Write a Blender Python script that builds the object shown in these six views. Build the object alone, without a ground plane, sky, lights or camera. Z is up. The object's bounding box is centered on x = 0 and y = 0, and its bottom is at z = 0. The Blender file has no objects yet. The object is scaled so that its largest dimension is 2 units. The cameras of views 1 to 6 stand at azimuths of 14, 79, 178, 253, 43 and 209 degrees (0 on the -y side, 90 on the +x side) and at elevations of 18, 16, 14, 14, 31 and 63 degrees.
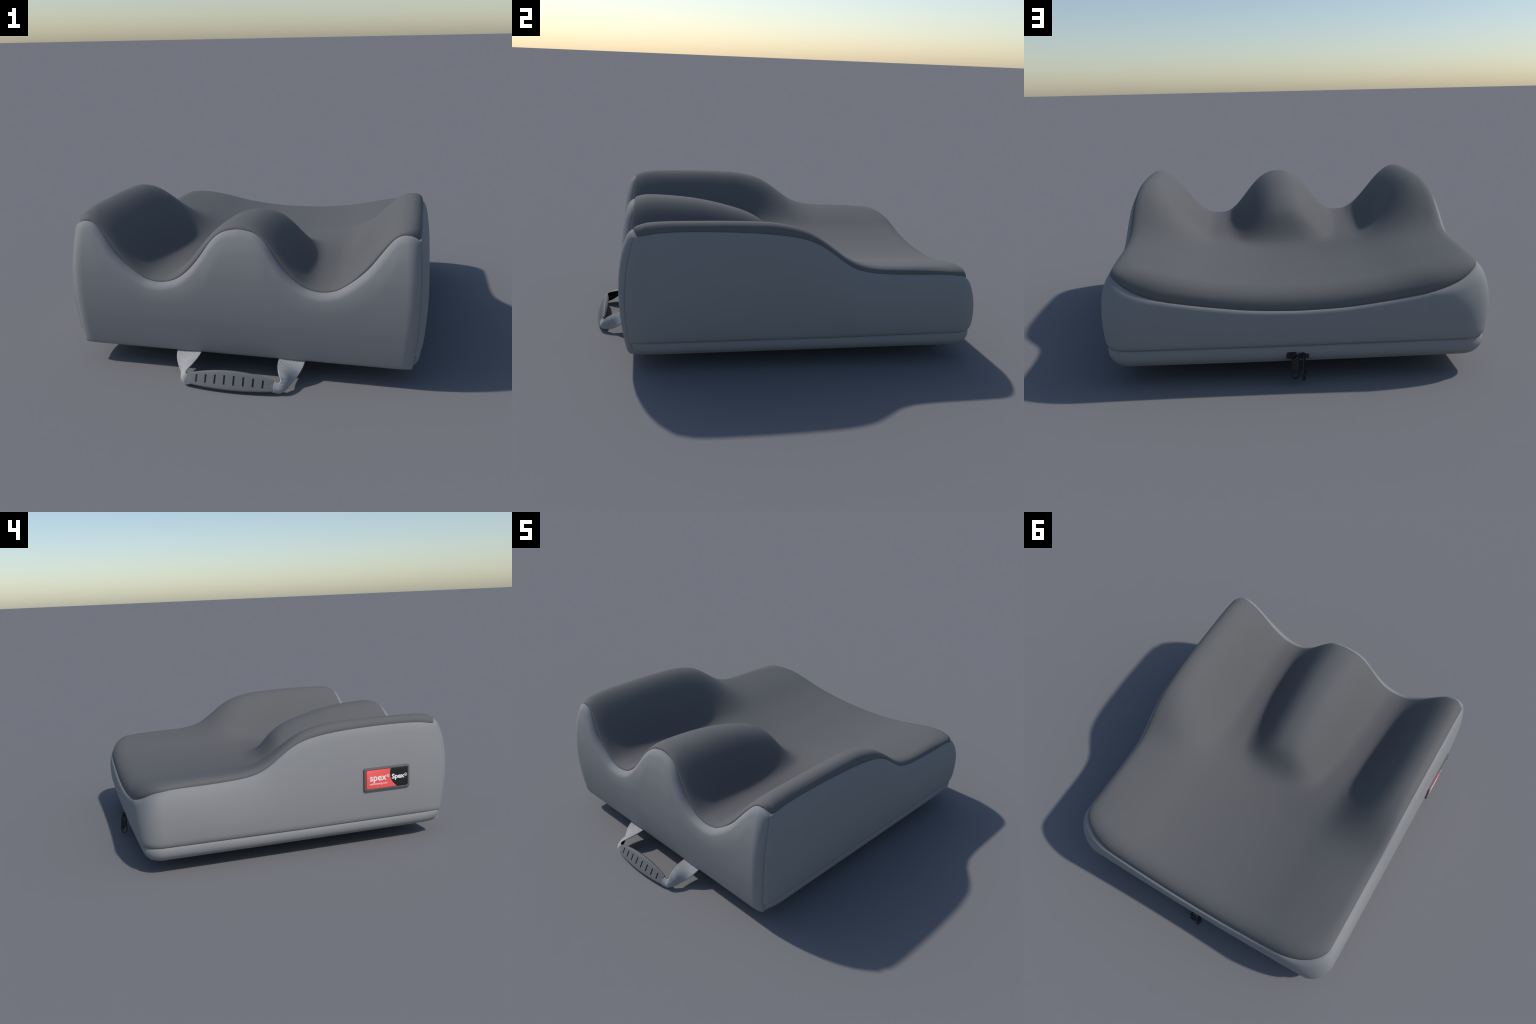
"""Contoured seat cushion: moulded top pad with three ridges, puffed front panel,
wrap-round border panel, zipped bottom band, carry handle and side badge."""
import bpy, bmesh, math
import numpy as np
from mathutils import Vector, Matrix

scene = bpy.context.scene

# ------------------------------------------------------------------ helpers
def curve(pts):
    """Smooth monotone (PCHIP) curve through (x, value) control points."""
    p = np.array(sorted(pts), float)
    x, y = p[:, 0], p[:, 1]
    h = np.diff(x)
    d = np.diff(y) / h
    m = np.zeros_like(x)
    for i in range(1, len(x) - 1):
        if d[i - 1] * d[i] > 0:
            w1, w2 = 2 * h[i] + h[i - 1], h[i] + 2 * h[i - 1]
            m[i] = (w1 + w2) / (w1 / d[i - 1] + w2 / d[i])
    m[0], m[-1] = d[0], d[-1]

    def f(q):
        q = np.clip(np.asarray(q, float), x[0], x[-1])
        i = np.clip(np.searchsorted(x, q) - 1, 0, len(h) - 1)
        t = (q - x[i]) / h[i]
        return ((2*t**3 - 3*t**2 + 1) * y[i] + (t**3 - 2*t**2 + t) * h[i] * m[i]
                + (-2*t**3 + 3*t**2) * y[i+1] + (t**3 - t**2) * h[i] * m[i+1])
    return f


def smoothed(f, lo, hi, width, n=1200):
    """Box-blur a 1-D curve twice so its slope has no kinks."""
    if lo == 0:                                       # symmetric about the centre line
        half = f
        f = lambda q: half(np.abs(q))
        lo = -hi
    q = np.linspace(lo, hi, n)
    v = f(q)
    k = max(1, int(width / (hi - lo) * n))
    for _ in range(2):
        pad = np.pad(v, k, mode='reflect', reflect_type='odd')
        v = np.convolve(pad, np.ones(2 * k + 1) / (2 * k + 1), mode='valid')
    return lambda s: np.interp(s, q, v)


def roll(d, r, power=2.0):
    """Quarter-circle edge: 0 at the seam (d = 0), 1 once d >= r."""
    t = np.clip(np.asarray(d) / r, 0, 1)
    return np.clip(1 - (1 - t) ** power, 0, 1) ** (1 / power)


def dense_ends(n, power=2.0):
    """n parameters in 0..1, crowded towards both ends."""
    t = np.linspace(-1, 1, n)
    return 0.5 + 0.5 * np.sign(t) * (1 - (1 - np.abs(t)) ** power)


def link(ob, parent=None):
    scene.collection.objects.link(ob)
    if parent is not None:
        ob.parent = parent
    return ob


def mesh_object(name, verts, faces, mat, parent, smooth=True):
    me = bpy.data.meshes.new(name)
    me.from_pydata([tuple(map(float, v)) for v in verts], [], faces)
    me.update()
    bm = bmesh.new(); bm.from_mesh(me)
    bmesh.ops.remove_doubles(bm, verts=bm.verts, dist=1e-6)
    bmesh.ops.recalc_face_normals(bm, faces=bm.faces)
    bm.to_mesh(me); bm.free()
    if smooth:
        me.polygons.foreach_set('use_smooth', [True] * len(me.polygons))
    me.materials.append(mat)
    return link(bpy.data.objects.new(name, me), parent)


def grid_object(name, P, mat, parent, close_u=False, flip=False):
    """P: array (rows, columns, 3) -> quad grid."""
    r, c = P.shape[:2]
    faces = []
    for i in range(r - 1):
        for j in range(c if close_u else c - 1):
            k = (j + 1) % c
            q = (i*c + j, i*c + k, (i+1)*c + k, (i+1)*c + j)
            faces.append(q[::-1] if flip else q)
    return mesh_object(name, P.reshape(-1, 3), faces, mat, parent)


# ---------------------------------------------------------------- materials
def cloth(name, colour, rough=0.85, variation=0.008, scale=9.0, grain=0.0, spec=0.3):
    m = bpy.data.materials.new(name); m.use_nodes = True
    nt = m.node_tree; b = nt.nodes['Principled BSDF']
    tc = nt.nodes.new('ShaderNodeTexCoord')
    no = nt.nodes.new('ShaderNodeTexNoise'); no.inputs['Scale'].default_value = scale
    no.inputs['Detail'].default_value = 3
    nt.links.new(tc.outputs['Object'], no.inputs['Vector'])
    rp = nt.nodes.new('ShaderNodeValToRGB')
    c = np.array(colour)
    rp.color_ramp.elements[0].position = 0.3
    rp.color_ramp.elements[1].position = 0.7
    rp.color_ramp.elements[0].color = (*(c * (1 - variation)), 1)
    rp.color_ramp.elements[1].color = (*(c * (1 + variation)), 1)
    nt.links.new(no.outputs['Fac'], rp.inputs['Fac'])
    nt.links.new(rp.outputs['Color'], b.inputs['Base Color'])
    b.inputs['Roughness'].default_value = rough
    b.inputs['Specular IOR Level'].default_value = spec
    if grain:
        g = nt.nodes.new('ShaderNodeTexNoise'); g.inputs['Scale'].default_value = 420
        nt.links.new(tc.outputs['Object'], g.inputs['Vector'])
        bp = nt.nodes.new('ShaderNodeBump'); bp.inputs['Strength'].default_value = grain
        bp.inputs['Distance'].default_value = 0.002
        nt.links.new(g.outputs['Fac'], bp.inputs['Height'])
        nt.links.new(bp.outputs['Normal'], b.inputs['Normal'])
    return m


M_PAD = cloth('pad_fabric', (0.128, 0.128, 0.129))
M_PANEL = cloth('panel_fabric', (0.255, 0.256, 0.260))
M_BASE = cloth('base_fabric', (0.20, 0.20, 0.205))
M_STRAP = cloth('webbing', (0.42, 0.42, 0.42), variation=0.03, scale=60)
M_DARK_BACK = cloth('webbing_underside', (0.02, 0.02, 0.022))
M_GRIP = cloth('grip_rubber', (0.150, 0.150, 0.157), rough=0.6)
M_SLOT = cloth('grip_slot', (0.10, 0.10, 0.105))
M_ZIP = cloth('zipper_black', (0.014, 0.014, 0.015), rough=0.45, spec=0.4)
M_FRAME = cloth('badge_rubber', (0.115, 0.115, 0.118), rough=0.6)
M_RED = cloth('badge_red', (0.90, 0.112, 0.098), rough=0.5, variation=0.01)
M_BLACK = cloth('badge_black', (0.012, 0.012, 0.012), rough=0.5, variation=0.01)
M_WHITE = cloth('badge_white', (0.85, 0.85, 0.87), rough=0.5, variation=0.01)

# --------------------------------------------------------------------- root
root = link(bpy.data.objects.new('seat_cushion', None))
root.location.x = 0.006
root['label'] = 'grey contoured foam seat cushion with ridged top and handle'
root['category'] = 'seat cushion'

# ------------------------------------------- controlling curves of the form
HALF_W = 0.785          # half width at the pad seam
Y_FRONT = -0.777        # pad / front panel seam
Y_REAR = 0.964          # pad / border seam at the back

# seam heights
front_seam = smoothed(curve([(0, .694), (.07, .680), (.12, .645), (.18, .560), (.245, .486),
                    (.31, .444), (.375, .432), (.43, .440), (.49, .474), (.57, .543),
                    (.645, .641), (.69, .690), (.73, .701), (.765, .690), (.80, .660)]),
                      0, .80, .016)
front_seam_y = smoothed(curve([(.40, .813), (.44, .811), (.50, .807), (.56, .803), (.61, .796), (.65, .789),
                      (.70, .779), (.74, .777)]), .40, .74, .015)      # the seam bows forward in the dips
side_seam = smoothed(curve([(-.80, .660), (-.775, .672), (-.74, .684), (-.66, .697), (-.52, .702),
                   (-.40, .701), (-.165, .691), (.02, .666), (.10, .640), (.15, .608),
                   (.20, .570), (.25, .530), (.30, .505), (.36, .491), (.45, .482),
                   (.62, .476), (.85, .474), (1.0, .470)]), -.80, 1.0, .02)
rear_seam = smoothed(curve([(0, .322), (.17, .328), (.37, .350), (.49, .368), (.60, .390),
                   (.69, .418), (.74, .445), (.775, .464), (.80, .474)]), 0, .80, .02)

# heights of the moulded top, along its length
crest_side = smoothed(curve([(-.80, .728), (-.70, .739), (-.60, .743), (-.43, .744), (-.156, .738),
                    (-.02, .718), (.06, .692), (.13, .651), (.20, .600), (.25, .564), (.30, .540),
                    (.36, .523), (.47, .512), (.63, .511), (.80, .506), (1.0, .500)]), -.80, 1.0, .025)
crest_mid = smoothed(curve([(-.80, .717), (-.70, .720), (-.57, .714), (-.47, .704), (-.36, .685),
                   (-.25, .658), (-.15, .626), (-.08, .592), (-.03, .552), (.02, .478), (.07, .424),
                   (.12, .404), (.20, .397), (.35, .400), (.5, .402), (.7, .403), (.85, .405), (1.0, .405)]),
                     -.80, 1.0, .02)
valley = smoothed(curve([(-.80, .453), (-.6, .447), (-.3, .430), (-.1, .414), (.1, .400), (.25, .398),
                (.4, .401), (.7, .403), (.85, .405), (1.0, .405)]), -.80, 1.0, .06)
# how the ridges fall off across the width, and the seat bowl at the rear
ridge_mid = smoothed(lambda ax: .5 + .5 * np.cos(np.pi * np.clip(ax / .350, 0, 1) ** 1.22), 0, .80, .026)


ridge_mid_width = smoothed(curve([(-.80, 1), (-.60, .99), (-.40, .95), (-.20, .88), (0, .78), (.10, .76), (.2, .74), (1.0, .74)]),
                           -.80, 1.0, .05)
ridge_side = smoothed(lambda ax: .5 + .5 * np.cos(np.pi * np.clip((.745 - ax) / .341, 0, 1)), 0, .80, .026)


ridge_side_shift = smoothed(curve([(-.80, 0), (-.60, .004), (-.30, .010), (-.10, .018), (.10, .022), (1.0, .022)]), -.80, 1.0, .05)
bowl = smoothed(curve([(0, 0), (.10, .015), (.33, .235), (.56, .72), (.70, .94), (.80, 1.02)]), 0, .80, .04)
bowl_mix = smoothed(curve([(-.80, 0), (-.30, .02), (-.10, .11), (.05, .36), (.20, .71), (.30, .92),
                           (.40, 1), (1.0, 1)]), -.80, 1.0, .06)
# front face: how far it stands out, and where it meets the side panels
front_profile = smoothed(curve([(.08, .813), (.10, .819), (.20, .838), (.30, .850), (.40, .854), (.48, .852),
                       (.58, .839), (.67, .815), (.72, .797)]), .08, .72, .02)
side_joint = smoothed(curve([(.08, .803), (.12, .806), (.176, .809), (.27, .816), (.365, .822), (.44, .820),
                    (.55, .807), (.65, .785), (.70, .775)]), .08, .70, .02)


def top_height(x, y):
    ax = np.abs(x)
    v = valley(y)
    k = bowl_mix(y)
    side = ridge_side(np.minimum(.80, ax + ridge_side_shift(y))) * (1 - k) + bowl(ax) * k
    return v + (crest_mid(y) - v) * ridge_mid(ax / ridge_mid_width(y)) + (crest_side(y) - v) * side


# plan outlines, sampled side -> corner -> rear, right half then mirrored
def half_outline(hw, y0, y_rear, rx, ry, bow, n_side=150, n_corner=40, n_rear=70):
    """From the front right corner to the middle of the rear."""
    pts, tag = [], []
    y_end = y_rear - bow - ry
    for y in np.linspace(y0, y_end, n_side, endpoint=False):
        pts.append((hw, y))
    for a in np.linspace(0, math.pi / 2, n_corner, endpoint=False):
        pts.append((hw - rx + rx * math.cos(a), y_end + ry * math.sin(a)))
    x1 = hw - rx
    for x in np.linspace(x1, 0, n_rear):
        pts.append((x, y_rear - bow * (x / x1) ** 2))
    return np.array(pts)


def mirror_outline(h):
    m = h[:-1][::-1].copy(); m[:, 0] *= -1
    return np.vstack([h, m])


def outward(P):
    t = np.gradient(P, axis=0)
    n = np.stack([t[:, 1], -t[:, 0]], 1)
    return n / np.linalg.norm(n, axis=1, keepdims=True)


def seam_height(P, corner_y=.80):
    """Seam height along the border outline."""
    x, y = np.abs(P[:, 0]), P[:, 1]
    return np.where(y < corner_y, side_seam(y), np.minimum(side_seam(y), rear_seam(x)))


def blur_along(v, k):
    for _ in range(2):
        p = np.pad(v, k, mode='edge')
        v = np.convolve(p, np.ones(2*k+1) / (2*k+1), mode='valid')
    return v


# ------------------------------------------------------------------ top pad
top_line = mirror_outline(half_outline(HALF_W, Y_FRONT, Y_REAR, .25, .15, .004, n_corner=70))
top_z = blur_along(seam_height(top_line), 4)


def build_pad():
    hc = 0.045                                     # front corner radius
    body = top_line[(top_line[:, 1] > Y_FRONT + hc)]
    bz = top_z[(top_line[:, 1] > Y_FRONT + hc)]
    def corner(sign):
        a = np.linspace(0, math.pi / 2, 16)
        cx, cy = sign * (HALF_W - hc), Y_FRONT + hc
        return np.stack([cx + sign * hc * np.cos(a), cy - hc * np.sin(a)], 1)
    left, right = corner(-1), corner(1)[::-1]
    fx = np.linspace(-(HALF_W - hc), HALF_W - hc, 220)[1:-1]
    front = np.stack([fx, -np.maximum(front_seam_y(front_seam(np.abs(fx))), -Y_FRONT)], 1)
    P = np.vstack([body, left, front, right])
    fz = lambda Q: front_seam(np.abs(Q[:, 0]))
    def cz(Q):                                     # seam dips round the front corner
        t = np.clip((HALF_W - np.abs(Q[:, 0])) / hc, 0, 1)
        u = np.clip((Q[:, 1] - Y_FRONT) / hc, 0, 1)
        a = np.arctan2(1 - u, 1 - t) / (math.pi / 2)
        za, zb = side_seam(Y_FRONT + hc), front_seam(HALF_W - hc)
        return za + (zb - za) * a - .018 * np.sin(np.pi * a) ** 1.5
    z = np.concatenate([bz, cz(left), fz(front), cz(right)])
    n = len(P)
    # roll size along the edge: wide at the rear, small at sides and front
    y = P[:, 1]; x = np.abs(P[:, 0])
    rear = np.clip((y - .62) / .3, 0, 1); rear = rear * rear * (3 - 2 * rear)
    r = .055 + (.115 - .055) * rear
    r = np.where(y < Y_FRONT + .03, .10, r)
    r = np.convolve(np.concatenate([r[-12:], r, r[:12]]), np.ones(25) / 25, mode='valid')
    centre = np.array([0, .08])
    ks = 1 - np.concatenate([[0, .001, .003, .006, .010, .015, .021, .028, .036, .045, .055, .066,
                              .078, .091, .105, .12, .137, .155, .175], np.linspace(.2, .985, 60)])
    edge_h = top_height(P[:, 0], P[:, 1])
    rows = []
    # tuck below the seam, hidden inside
    inn = P - centre
    rows.append(np.column_stack([centre + inn * .965, z - .03]))
    for k in ks:
        Q = centre + inn * k
        D = np.sqrt(((Q[:, None, :] - P[None, :, :]) ** 2).sum(2))
        w = 1 / (D + 1e-4) ** 4
        w /= w.sum(1, keepdims=True)
        d = D.min(1)
        rr, zz = w @ r, w @ (edge_h - z)
        h = top_height(Q[:, 0], Q[:, 1]) - zz * (1 - roll(d, rr, 2.3))
        rows.append(np.column_stack([Q, h]))
    c = np.column_stack([np.repeat(centre[None], n, 0), np.full(n, float(top_height(0, centre[1])))])
    rows.append(c)
    return grid_object('top_pad', np.array(rows), M_PAD, root, close_u=True)

pad = build_pad()

# ------------------------------------------- border panel (sides and back)
BAND_TOP = curve([(-.80, .160), (0, .160), (.6, .164), (1.0, .168)])
low_line = mirror_outline(half_outline(.806, Y_FRONT, .957, .10, .10, .008, n_corner=70))
low_z = BAND_TOP(low_line[:, 1])


def front_ease(reach):
    """1 at the front ends of the border outline, fading to 0 further back."""
    s = np.concatenate([[0], np.cumsum(np.linalg.norm(np.diff(low_line, axis=0), axis=1))])
    end = np.minimum(s, s[-1] - s)
    t = np.clip(end / reach, 0, 1)
    return end, (1 - t) ** 2 * (1 + 2 * t)


def turn_in(rows, depth=.06):
    """Add hidden seam allowance at both front ends of a border strip."""
    R = np.array(rows)
    a, b = R[:, :1].copy(), R[:, -1:].copy()
    a[..., 0] -= depth; b[..., 0] += depth
    return np.concatenate([a, R, b], 1)


def build_border():
    n_top, n_low = outward(top_line), outward(low_line)
    end, ease = front_ease(.30)
    y = low_line[:, 1]
    rear = np.clip((y - .84) / .12, 0, 1); rear = rear * rear * (3 - 2 * rear)
    low_end = np.clip((y - .45) / .35, 0, 1); low_end = low_end * low_end * (3 - 2 * low_end)
    bulge = (.031 - np.where(low_line[:, 0] > 0, .010, .002) * low_end) * (1 - rear) + .021 * rear
    fullness = 2.2 + 3.0 * low_end - 1.8 * rear
    H = top_z - low_z
    rows = []
    v_all = np.concatenate([[0], dense_ends(64, 2.2), [1]])
    for i, v in enumerate(v_all):
        w = (v ** fullness)[:, None]                                 # stays full until close to the top
        base = low_line * (1 - w) + top_line * w
        nn = n_low * (1 - v) + n_top * v
        nn /= np.linalg.norm(nn, axis=1, keepdims=True)
        z = low_z * (1 - v) + top_z * v
        k = .42 + .28 * rear                           # tighter top roll at the back
        g = k * roll(v * H, .035) * roll((1 - v) * H, .05 - .03 * rear) + (1 - k) * (1 - abs(2 * v - 1) ** 2.2)
        o = bulge * g * (.20 + .80 * roll(end, .26)) - .014 * (1 - v) ** 3 * (1 - roll(end, .12))
        if i in (0, len(v_all) - 1):                  # seam allowance inside
            o = o - .03
            z = z + (.012 if i == 0 else -.012)
        P = base + nn * o[:, None]
        P[:, 1] += (-side_joint(z) - Y_FRONT) * ease   # front edge follows the bowed joint
        rows.append(np.column_stack([P, z]))
    return grid_object('border_panel', turn_in(rows), M_PANEL, root)

border = build_border()

# -------------------------------------------------------------- bottom band
BAND_LOW = .086


def build_band():
    n = outward(low_line)
    end, ease = front_ease(.30)
    prof = [(-.030, 1.0), (-.005, 1.0), (.000, .97), (.003, .88), (.0045, .72), (.003, .54), (-.002, .38),
            (-.009, .25), (-.014, .19), (-.0165, .165), (-.018, .15), (-.0185, .135), (-.022, .08), (-.029, .03),
            (-.042, .005), (-.070, 0.0)]
    rows = []
    for o, f in prof:
        off = o - (.014 + .02 * (1 - f)) * (1 - roll(end, .12))
        off = off + np.where(low_line[:, 0] < 0, .006, 0.0) * np.clip(1 - np.abs(low_line[:, 1]) ** 4, 0, 1)
        P = low_line + n * off[:, None]
        z = BAND_LOW + (low_z - BAND_LOW) * f
        P[:, 1] += (-side_joint(z) - Y_FRONT + .015) * ease
        rows.append(np.column_stack([P, z]))
    return grid_object('bottom_band', turn_in(rows), M_PANEL, root)

band = build_band()


def build_base():
    n = outward(low_line)
    ring = low_line - n * .060
    verts = [(x, y, BAND_LOW + .0008) for x, y in ring]
    return mesh_object('base_panel', verts, [tuple(range(len(verts)))], M_BASE, root, smooth=False)

base = build_base()

# -------------------------------------------------------------- front panel
def build_front():
    nu, nv = 301, 81
    t = np.linspace(-1, 1, nu)
    u = np.sign(t) * (1 - (1 - np.abs(t)) ** 1.5)
    v = dense_ends(nv, 2.2)
    width = smoothed(curve([(.08, .776), (.10, .778), (.14, .782), (.20, .788), (.30, .794), (.42, .797), (.54, .794),
                   (.62, .788), (.67, .783), (.72, .780)]), .08, .72, .015)
    U, V = np.meshgrid(u, v)
    lo = .097
    X = U * .78
    for _ in range(6):                                # width depends on height
        Z = lo + (front_seam(np.abs(X)) - lo) * V
        X = U * width(Z)
    Zt = front_seam(np.abs(X)); Z = lo + (Zt - lo) * V
    xs = np.linspace(-.8, .8, 801)
    slope = np.interp(X, xs, np.gradient(front_seam(np.abs(xs)), xs))
    d_top = (Zt - Z) / np.sqrt(1 + slope ** 2)
    d_low = Z - lo
    d_side = (1 - np.abs(U)) * .80
    seam = front_seam_y(Zt)
    full = side_joint(Z) + (front_profile(Z) - side_joint(Z)) * roll(d_side, .055)
    Y = -(seam + (full - seam) * (.6 * roll(d_top, .030) + .4 * roll(d_top, .10)))
    Y += .010 * (1 - roll(d_low, .016))
    P = np.stack([X, Y, Z], 2)

    def turn(Q, dx=0, dz=0):                           # hidden seam allowance
        R = Q.copy(); R[..., 1] += .07; R[..., 0] *= 1 - dx; R[..., 2] += dz
        return R
    P = np.concatenate([turn(P[:1], dz=-.004), P, turn(P[-1:], dz=-.010)], 0)
    P = np.concatenate([turn(P[:, :1], dx=.014), P, turn(P[:, -1:], dx=.014)], 1)
    return grid_object('front_panel', P, M_PANEL, root)

front = build_front()

# ------------------------------------------------------------- carry handle
handle = link(bpy.data.objects.new('carry_handle', None), root)


def bezier_chain(pts, n):
    """Catmull-Rom spline through pts, resampled to n points."""
    p = np.array(pts, float)
    p = np.vstack([2*p[0]-p[1], p, 2*p[-1]-p[-2]])
    out = []
    for i in range(1, len(p) - 2):
        for t in np.linspace(0, 1, 40, endpoint=False):
            a, b, c, d = p[i-1], p[i], p[i+1], p[i+2]
            out.append(.5*((2*b)+(c-a)*t+(2*a-5*b+4*c-d)*t*t+(-a+3*b-3*c+d)*t**3))
    out.append(p[-2]); out = np.array(out)
    s = np.concatenate([[0], np.cumsum(np.linalg.norm(np.diff(out, axis=0), axis=1))])
    q = np.linspace(0, s[-1], n)
    return np.stack([np.interp(q, s, out[:, k]) for k in range(3)], 1)


def build_strap():
    """Right-hand strap: leaves the base flat, twists upright into the grip."""
    inner = bezier_chain([(.186, -.70, .096), (.186, -.79, .099), (.186, -.84, .095), (.191, -.874, .088),
                          (.202, -.912, .079), (.215, -.940, .069), (.219, -.953, .060), (.210, -.960, .053),
                          (.190, -.958, .058), (.160, -.957, .060)], 300)
    outer = bezier_chain([(.306, -.70, .096), (.306, -.79, .099), (.299, -.84, .078), (.282, -.872, .050),
                          (.262, -.897, .027), (.246, -.925, .012), (.231, -.949, .006), (.216, -.966, .005),
                          (.190, -.980, .016), (.160, -.978, .022)], 300)
    m = 140
    w = np.linspace(0, 1, m)
    mid = .5 * (inner + outer)
    P = inner[:, None] * (1 - w)[None, :, None] + outer[:, None] * w[None, :, None]
    # ribbon cups slightly where it turns
    T = np.gradient(mid, axis=0); W = outer - inner
    N = np.cross(W, T); N /= np.linalg.norm(N, axis=1, keepdims=True)
    if N[60, 2] < 0:
        N = -N
    cup = curve([(0, 0), (110, 0), (160, .012), (200, .020), (235, .016), (265, .005), (299, .001)])(np.arange(300))
    P = P + N[:, None] * (cup[:, None] * np.sin(np.pi * w)[None, :])[..., None]
    # woven ribs: columns of slanting stitches whose phase alternates
    S = np.linspace(0, 1, 300)[:, None]
    cols = 20
    col = np.floor(w * cols)
    local = w * cols % 1
    across = (np.sin(np.pi * local) ** .7)[None, :]
    along = .5 + .5 * np.sin(2*np.pi * (S * 52 + (.5 * (col % 2) + .5 * local)[None, :]))
    weave = .0036 * (.2 + .8 * across) * (.1 + .9 * along)    # staggered stitches
    top = P + N[:, None] * weave[..., None]
    low = P - N[:, None] * .004
    edge = np.concatenate([top[:, :1], low[:, :1]], 1)
    up = grid_object('strap', np.concatenate([low[:, :1]*.5+top[:, :1]*.5, top, low[:, -1:]*.5+top[:, -1:]*.5], 1), M_STRAP, handle)
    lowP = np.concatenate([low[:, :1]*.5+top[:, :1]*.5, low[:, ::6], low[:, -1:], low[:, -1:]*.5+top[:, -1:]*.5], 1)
    under = grid_object('strap_dark_back', lowP, M_DARK_BACK, up)
    return up, under

strap, dark_back = build_strap()


def mirrored_copy(ob, parent):
    me = ob.data.copy()
    me.transform(Matrix.Diagonal((-1, 1, 1, 1)))
    me.flip_normals()
    c = bpy.data.objects.new(ob.name, me)
    return link(c, parent)

strap_b = mirrored_copy(strap, handle)
dark_back_b = mirrored_copy(dark_back, strap_b)


def build_grip():
    """Curved lens-shaped hand grip with eight slots."""
    n, m = 121, 48
    t = np.linspace(-1, 1, n)
    up = np.array([0, .48, .877]); out = np.array([0, -.877, .48])
    half = .0260 + .0180 * (1 - t**2)                # half width of the face
    thick = .010 + .013 * (1 - t**2)
    cz = .040 + .007 * (1 - t**2); cy = -.967 - .002 * (1 - t**2)
    rows = []
    for i in range(n):
        a = np.linspace(0, 2*math.pi, m, endpoint=False)
        e = .38
        cu = np.sign(np.cos(a)) * np.abs(np.cos(a)) ** e * half[i]
        co = np.sign(np.sin(a)) * np.abs(np.sin(a)) ** e * thick[i] * .6
        rows.append(np.array([-.002 + .190 * t[i], cy[i], cz[i]]) + cu[:, None]*up + co[:, None]*out)
    first = np.repeat(rows[0].mean(0)[None], m, 0); last = np.repeat(rows[-1].mean(0)[None], m, 0)
    g = grid_object('grip', np.array([first] + rows + [last]), M_GRIP, handle, close_u=True)
    g.data.materials.append(M_SLOT)
    cut = bmesh.new()
    rot = Matrix(((1, 0, 0), (0, out[1], up[1]), (0, out[2], up[2]))).to_4x4()
    for k in range(8):
        x = -.155 + k * .0437
        tt = (x + .002) / .190
        L = .030 + .011 * (1 - tt**2)
        c = Vector((x, -.967 - .002*(1-tt**2), .040 + .007*(1-tt**2) + .001)) + Vector(out) * (.6*(.010+.013*(1-tt**2)))
        bmesh.ops.create_cube(cut, size=1, matrix=Matrix.Translation(c) @ rot @ Matrix.Diagonal((.0084, .013, L, 1)))
    bmesh.ops.recalc_face_normals(cut, faces=cut.faces)
    cm = bpy.data.meshes.new('slot_cutter'); cut.to_mesh(cm); cut.free()
    cm.materials.append(M_GRIP); cm.materials.append(M_SLOT)
    cm.polygons.foreach_set('material_index', [1] * len(cm.polygons))
    co = link(bpy.data.objects.new('slot_cutter', cm))
    md = g.modifiers.new('slots', 'BOOLEAN'); md.object = co; md.operation = 'DIFFERENCE'; md.solver = 'EXACT'
    dg = bpy.context.evaluated_depsgraph_get()
    me = bpy.data.meshes.new_from_object(g.evaluated_get(dg))
    g.modifiers.clear(); g.data = me
    bpy.data.objects.remove(co)
    me.set_sharp_from_angle(angle=math.radians(45))
    return g

grip = build_grip()

# -------------------------------------------------------------------- badge
B_Y, B_Z, B_W, B_H = -.431, .4065, .285, .133          # centre and size
B_X = -.8335


def rounded_rect(w, h, r, n=8):
    pts = []
    for cx, cz, a0 in ((w/2-r, h/2-r, 0), (-w/2+r, h/2-r, 90), (-w/2+r, -h/2+r, 180), (w/2-r, -h/2+r, 270)):
        for a in np.linspace(a0, a0 + 90, n):
            pts.append((cx + r*math.cos(math.radians(a)), cz + r*math.sin(math.radians(a))))
    return np.array(pts)


def to_side(u, v, depth):
    """Badge plane -> object space, seen from -x (u to the right, v up)."""
    return (B_X - depth + .04 * v, B_Y - u, B_Z + v)   # leans back a little, like the wall


def plate(name, rings, mat, parent, cap=True):
    """Stack of outlines [(pts, depth)] joined into a solid-looking plate."""
    n = len(rings[0][0])
    verts = [to_side(p[0], p[1], d) for pts, d in rings for p in pts]
    faces = [(i*n+j, i*n+(j+1) % n, (i+1)*n+(j+1) % n, (i+1)*n+j) for i in range(len(rings)-1) for j in range(n)]
    if cap:
        faces.append(tuple((len(rings)-1)*n + j for j in range(n)))
    o = mesh_object(name, verts, faces, mat, parent)
    o.data.set_sharp_from_angle(angle=math.radians(40))
    return o

badge = plate('badge', [(rounded_rect(B_W, B_H, .012), -.03), (rounded_rect(B_W, B_H, .012), .006),
                        (rounded_rect(B_W-.003, B_H-.003, .011), .009), (rounded_rect(B_W-.008, B_H-.008, .009), .0105),
                        (rounded_rect(B_W-.022, B_H-.022, .008), .0105), (rounded_rect(B_W-.026, B_H-.026, .008), .006)],
              M_FRAME, root)
IW, IH = B_W - .030, B_H - .027


def split_u(v):
    """Curved border between the red and the black field."""
    s = v / IH + .5                                  # 0 bottom, 1 top
    return curve([(0, .062), (.2, .040), (.4, .026), (.6, .020), (.8, .0195), (1, .024)])(s)


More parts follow.
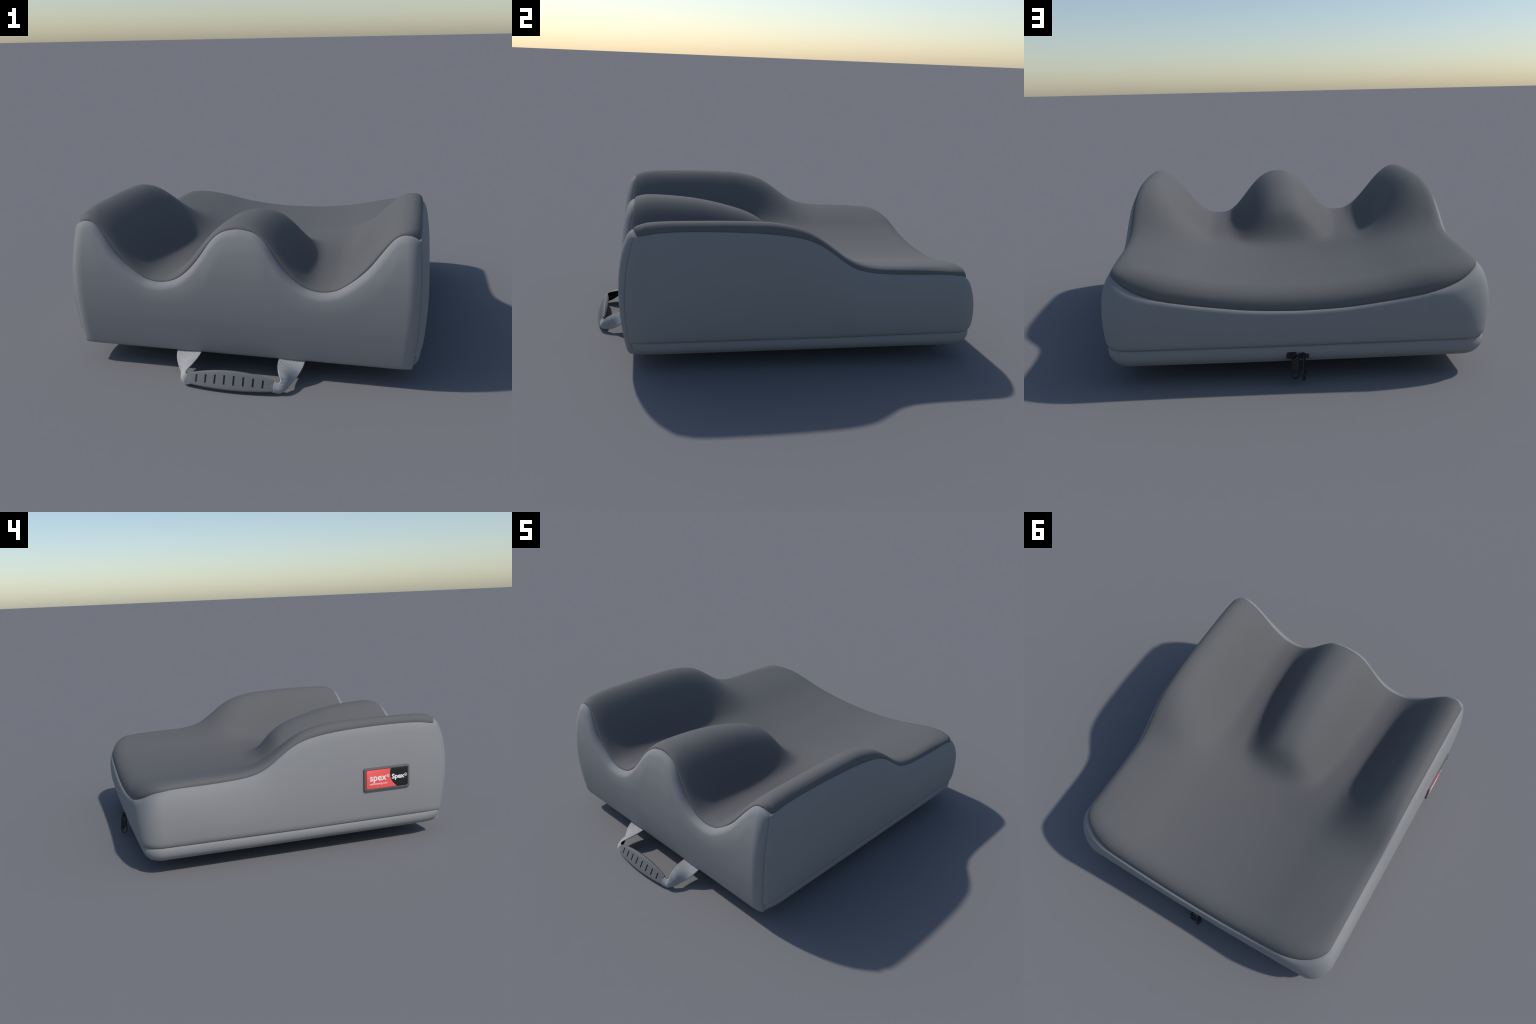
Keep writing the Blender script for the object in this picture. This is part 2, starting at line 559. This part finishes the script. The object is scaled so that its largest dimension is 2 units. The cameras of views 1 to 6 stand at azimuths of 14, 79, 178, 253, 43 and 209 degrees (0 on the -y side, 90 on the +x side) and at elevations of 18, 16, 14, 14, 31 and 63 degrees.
def field(name, red):
    pts = rounded_rect(IW, IH, .008, 7)
    v = np.linspace(-IH/2, IH/2, 25)
    cut = np.stack([split_u(v) + (-.0001 if red else .0001), v], 1)
    if red:
        left = pts[(pts[:, 0] < 0)]
        out = np.vstack([left, cut])                 # top-left, bottom-left, then up the cut
    else:
        rt = pts[pts[:, 0] > 0]
        rt = rt[np.argsort(-np.arctan2(rt[:, 1], rt[:, 0] - .05))]
        out = np.vstack([cut, rt])
    c = out.mean(0)
    return plate(name, [(out, .004), (out, .0092), (c + (out-c)*.97, .0108)], mat=M_RED if red else M_BLACK, parent=badge)

field('badge_field', True)
field('badge_field', False)


def lettering(body, size, u, v, squeeze=1.0, bold=.0):
    cu = bpy.data.curves.new('lettering', 'FONT')
    cu.body = body; cu.size = size; cu.extrude = .0006; cu.offset = bold; cu.resolution_u = 4
    o = bpy.data.objects.new('lettering', cu)
    scene.collection.objects.link(o)
    dg = bpy.context.evaluated_depsgraph_get()
    me = bpy.data.meshes.new_from_object(o.evaluated_get(dg))
    bpy.data.objects.remove(o)
    x0, y0, z0 = to_side(u, v, .0110)
    # text x -> -y, text y -> +z, text z -> -x
    me.transform(Matrix(((0, .04, -1, x0), (-squeeze, 0, 0, y0), (0, 1, 0, z0), (0, 0, 0, 1))))
    me.materials.clear(); me.materials.append(M_WHITE)
    return link(bpy.data.objects.new('lettering', me), badge)

lettering('spex', .0540, -.109, -.0080, 1.02, .0009)
lettering('\u00ae', .0250, -.0035, .0050, .95)
lettering('spexseating.com', .0170, -.109, -.0305, .98)
lettering('Spex', .0375, .0285, -.0070, 1.06, .0012)
lettering('\u00ae', .0260, .1075, -.0010, .9)

# ------------------------------------------------------------------ zipper
def tube(name, path, radius, mat, parent, closed=True, squash=(1, 1)):
    cu = bpy.data.curves.new(name, 'CURVE'); cu.dimensions = '3D'
    sp = cu.splines.new('POLY'); sp.points.add(len(path) - 1)
    for p, q in zip(sp.points, path):
        p.co = (*q, 1)
    sp.use_cyclic_u = closed
    cu.bevel_depth = radius; cu.bevel_resolution = 3
    o = bpy.data.objects.new(name, cu); scene.collection.objects.link(o)
    dg = bpy.context.evaluated_depsgraph_get()
    me = bpy.data.meshes.new_from_object(o.evaluated_get(dg))
    bpy.data.objects.remove(o)
    return me


def join_meshes(name, meshes, mat, parent):
    bm = bmesh.new()
    for me in meshes:
        bm.from_mesh(me)
    me = bpy.data.meshes.new(name); bm.to_mesh(me); bm.free()
    me.materials.clear(); me.materials.append(mat)
    me.polygons.foreach_set('use_smooth', [True]*len(me.polygons))
    me.polygons.foreach_set('material_index', [0]*len(me.polygons))
    me.set_sharp_from_angle(angle=math.radians(40))
    return link(bpy.data.objects.new(name, me), parent)


def prism(pts, y0, y1, bevel=.0015):
    """Extrude an (x, z) outline from y0 to y1 with a bevelled face."""
    bm = bmesh.new()
    vs = [bm.verts.new((p[0], y0, p[1])) for p in pts]
    f = bm.faces.new(vs)
    r = bmesh.ops.extrude_face_region(bm, geom=[f])
    bmesh.ops.translate(bm, verts=[g for g in r['geom'] if isinstance(g, bmesh.types.BMVert)], vec=(0, y1-y0, 0))
    bmesh.ops.recalc_face_normals(bm, faces=bm.faces)
    bmesh.ops.bevel(bm, geom=bm.edges[:], offset=bevel, segments=2, affect='EDGES')
    me = bpy.data.meshes.new('prism'); bm.to_mesh(me); bm.free()
    return me


def zipper_slider(sign, cx, cz):
    """Slider body: pointed nose at the middle, square tail outwards."""
    s = sign
    body = [(cx - s*.023, cz-.010), (cx - s*.020, cz+.010), (cx - s*.006, cz+.021), (cx + s*.010, cz+.014),
            (cx + s*.024, cz+.012), (cx + s*.024, cz-.018), (cx + s*.004, cz-.018), (cx - s*.012, cz-.020)]
    crown = [(cx - s*.012, cz-.010), (cx - s*.012, cz+.008), (cx + s*.010, cz+.006), (cx + s*.010, cz-.010)]
    a = [i for i in np.linspace(0, math.pi, 12)]
    bridge = [(cx - s*.002, .960 + .013*math.sin(i), cz - .002 + .011*math.cos(i)) for i in a]
    parts = [prism(body, .940, .961), prism(crown, .957, .966), tube('bridge', bridge, .003, M_ZIP, None, closed=False)]
    return join_meshes('zipper_slider', parts, M_ZIP, root)


def pull_mesh():
    """Pull tab hanging from the origin: ring eye on top, web, open loop below."""
    outer = []
    L, w0, w1 = .108, .0135, .0165
    for a in np.linspace(0, math.pi, 14):
        outer.append((w0*math.cos(a), 0, w0*math.sin(a) - w0))
    for a in np.linspace(math.pi, 2*math.pi, 16):
        outer.append((w1*math.cos(a), 0, -L + w1 + .004 + w1*1.2*math.sin(a)))
    frame = tube('frame', outer, .0036, M_ZIP, None)
    web = [(-.0135, -.026), (-.006, -.024), (0, -.029), (.006, -.024), (.0135, -.026), (.0155, -.072),
           (.008, -.071), (.004, -.077), (0, -.080), (-.004, -.077), (-.008, -.071), (-.0155, -.072)]
    return [frame, prism(web, -.0022, .0022, .0008)]


s1 = zipper_slider(1, .028, .128)
s2 = zipper_slider(-1, -.020, .128)
for s, x, y, z, ang, tilt in ((s1, .016, .977, .138, 6, 3), (s2, -.022, .975, .129, 70, 3)):
    p = join_meshes('zipper_pull', pull_mesh(), M_ZIP, s)
    p.data.transform(Matrix.Translation((x, y, z)) @ Matrix.Rotation(math.radians(tilt), 4, 'X')
                     @ Matrix.Rotation(math.radians(ang), 4, 'Z'))
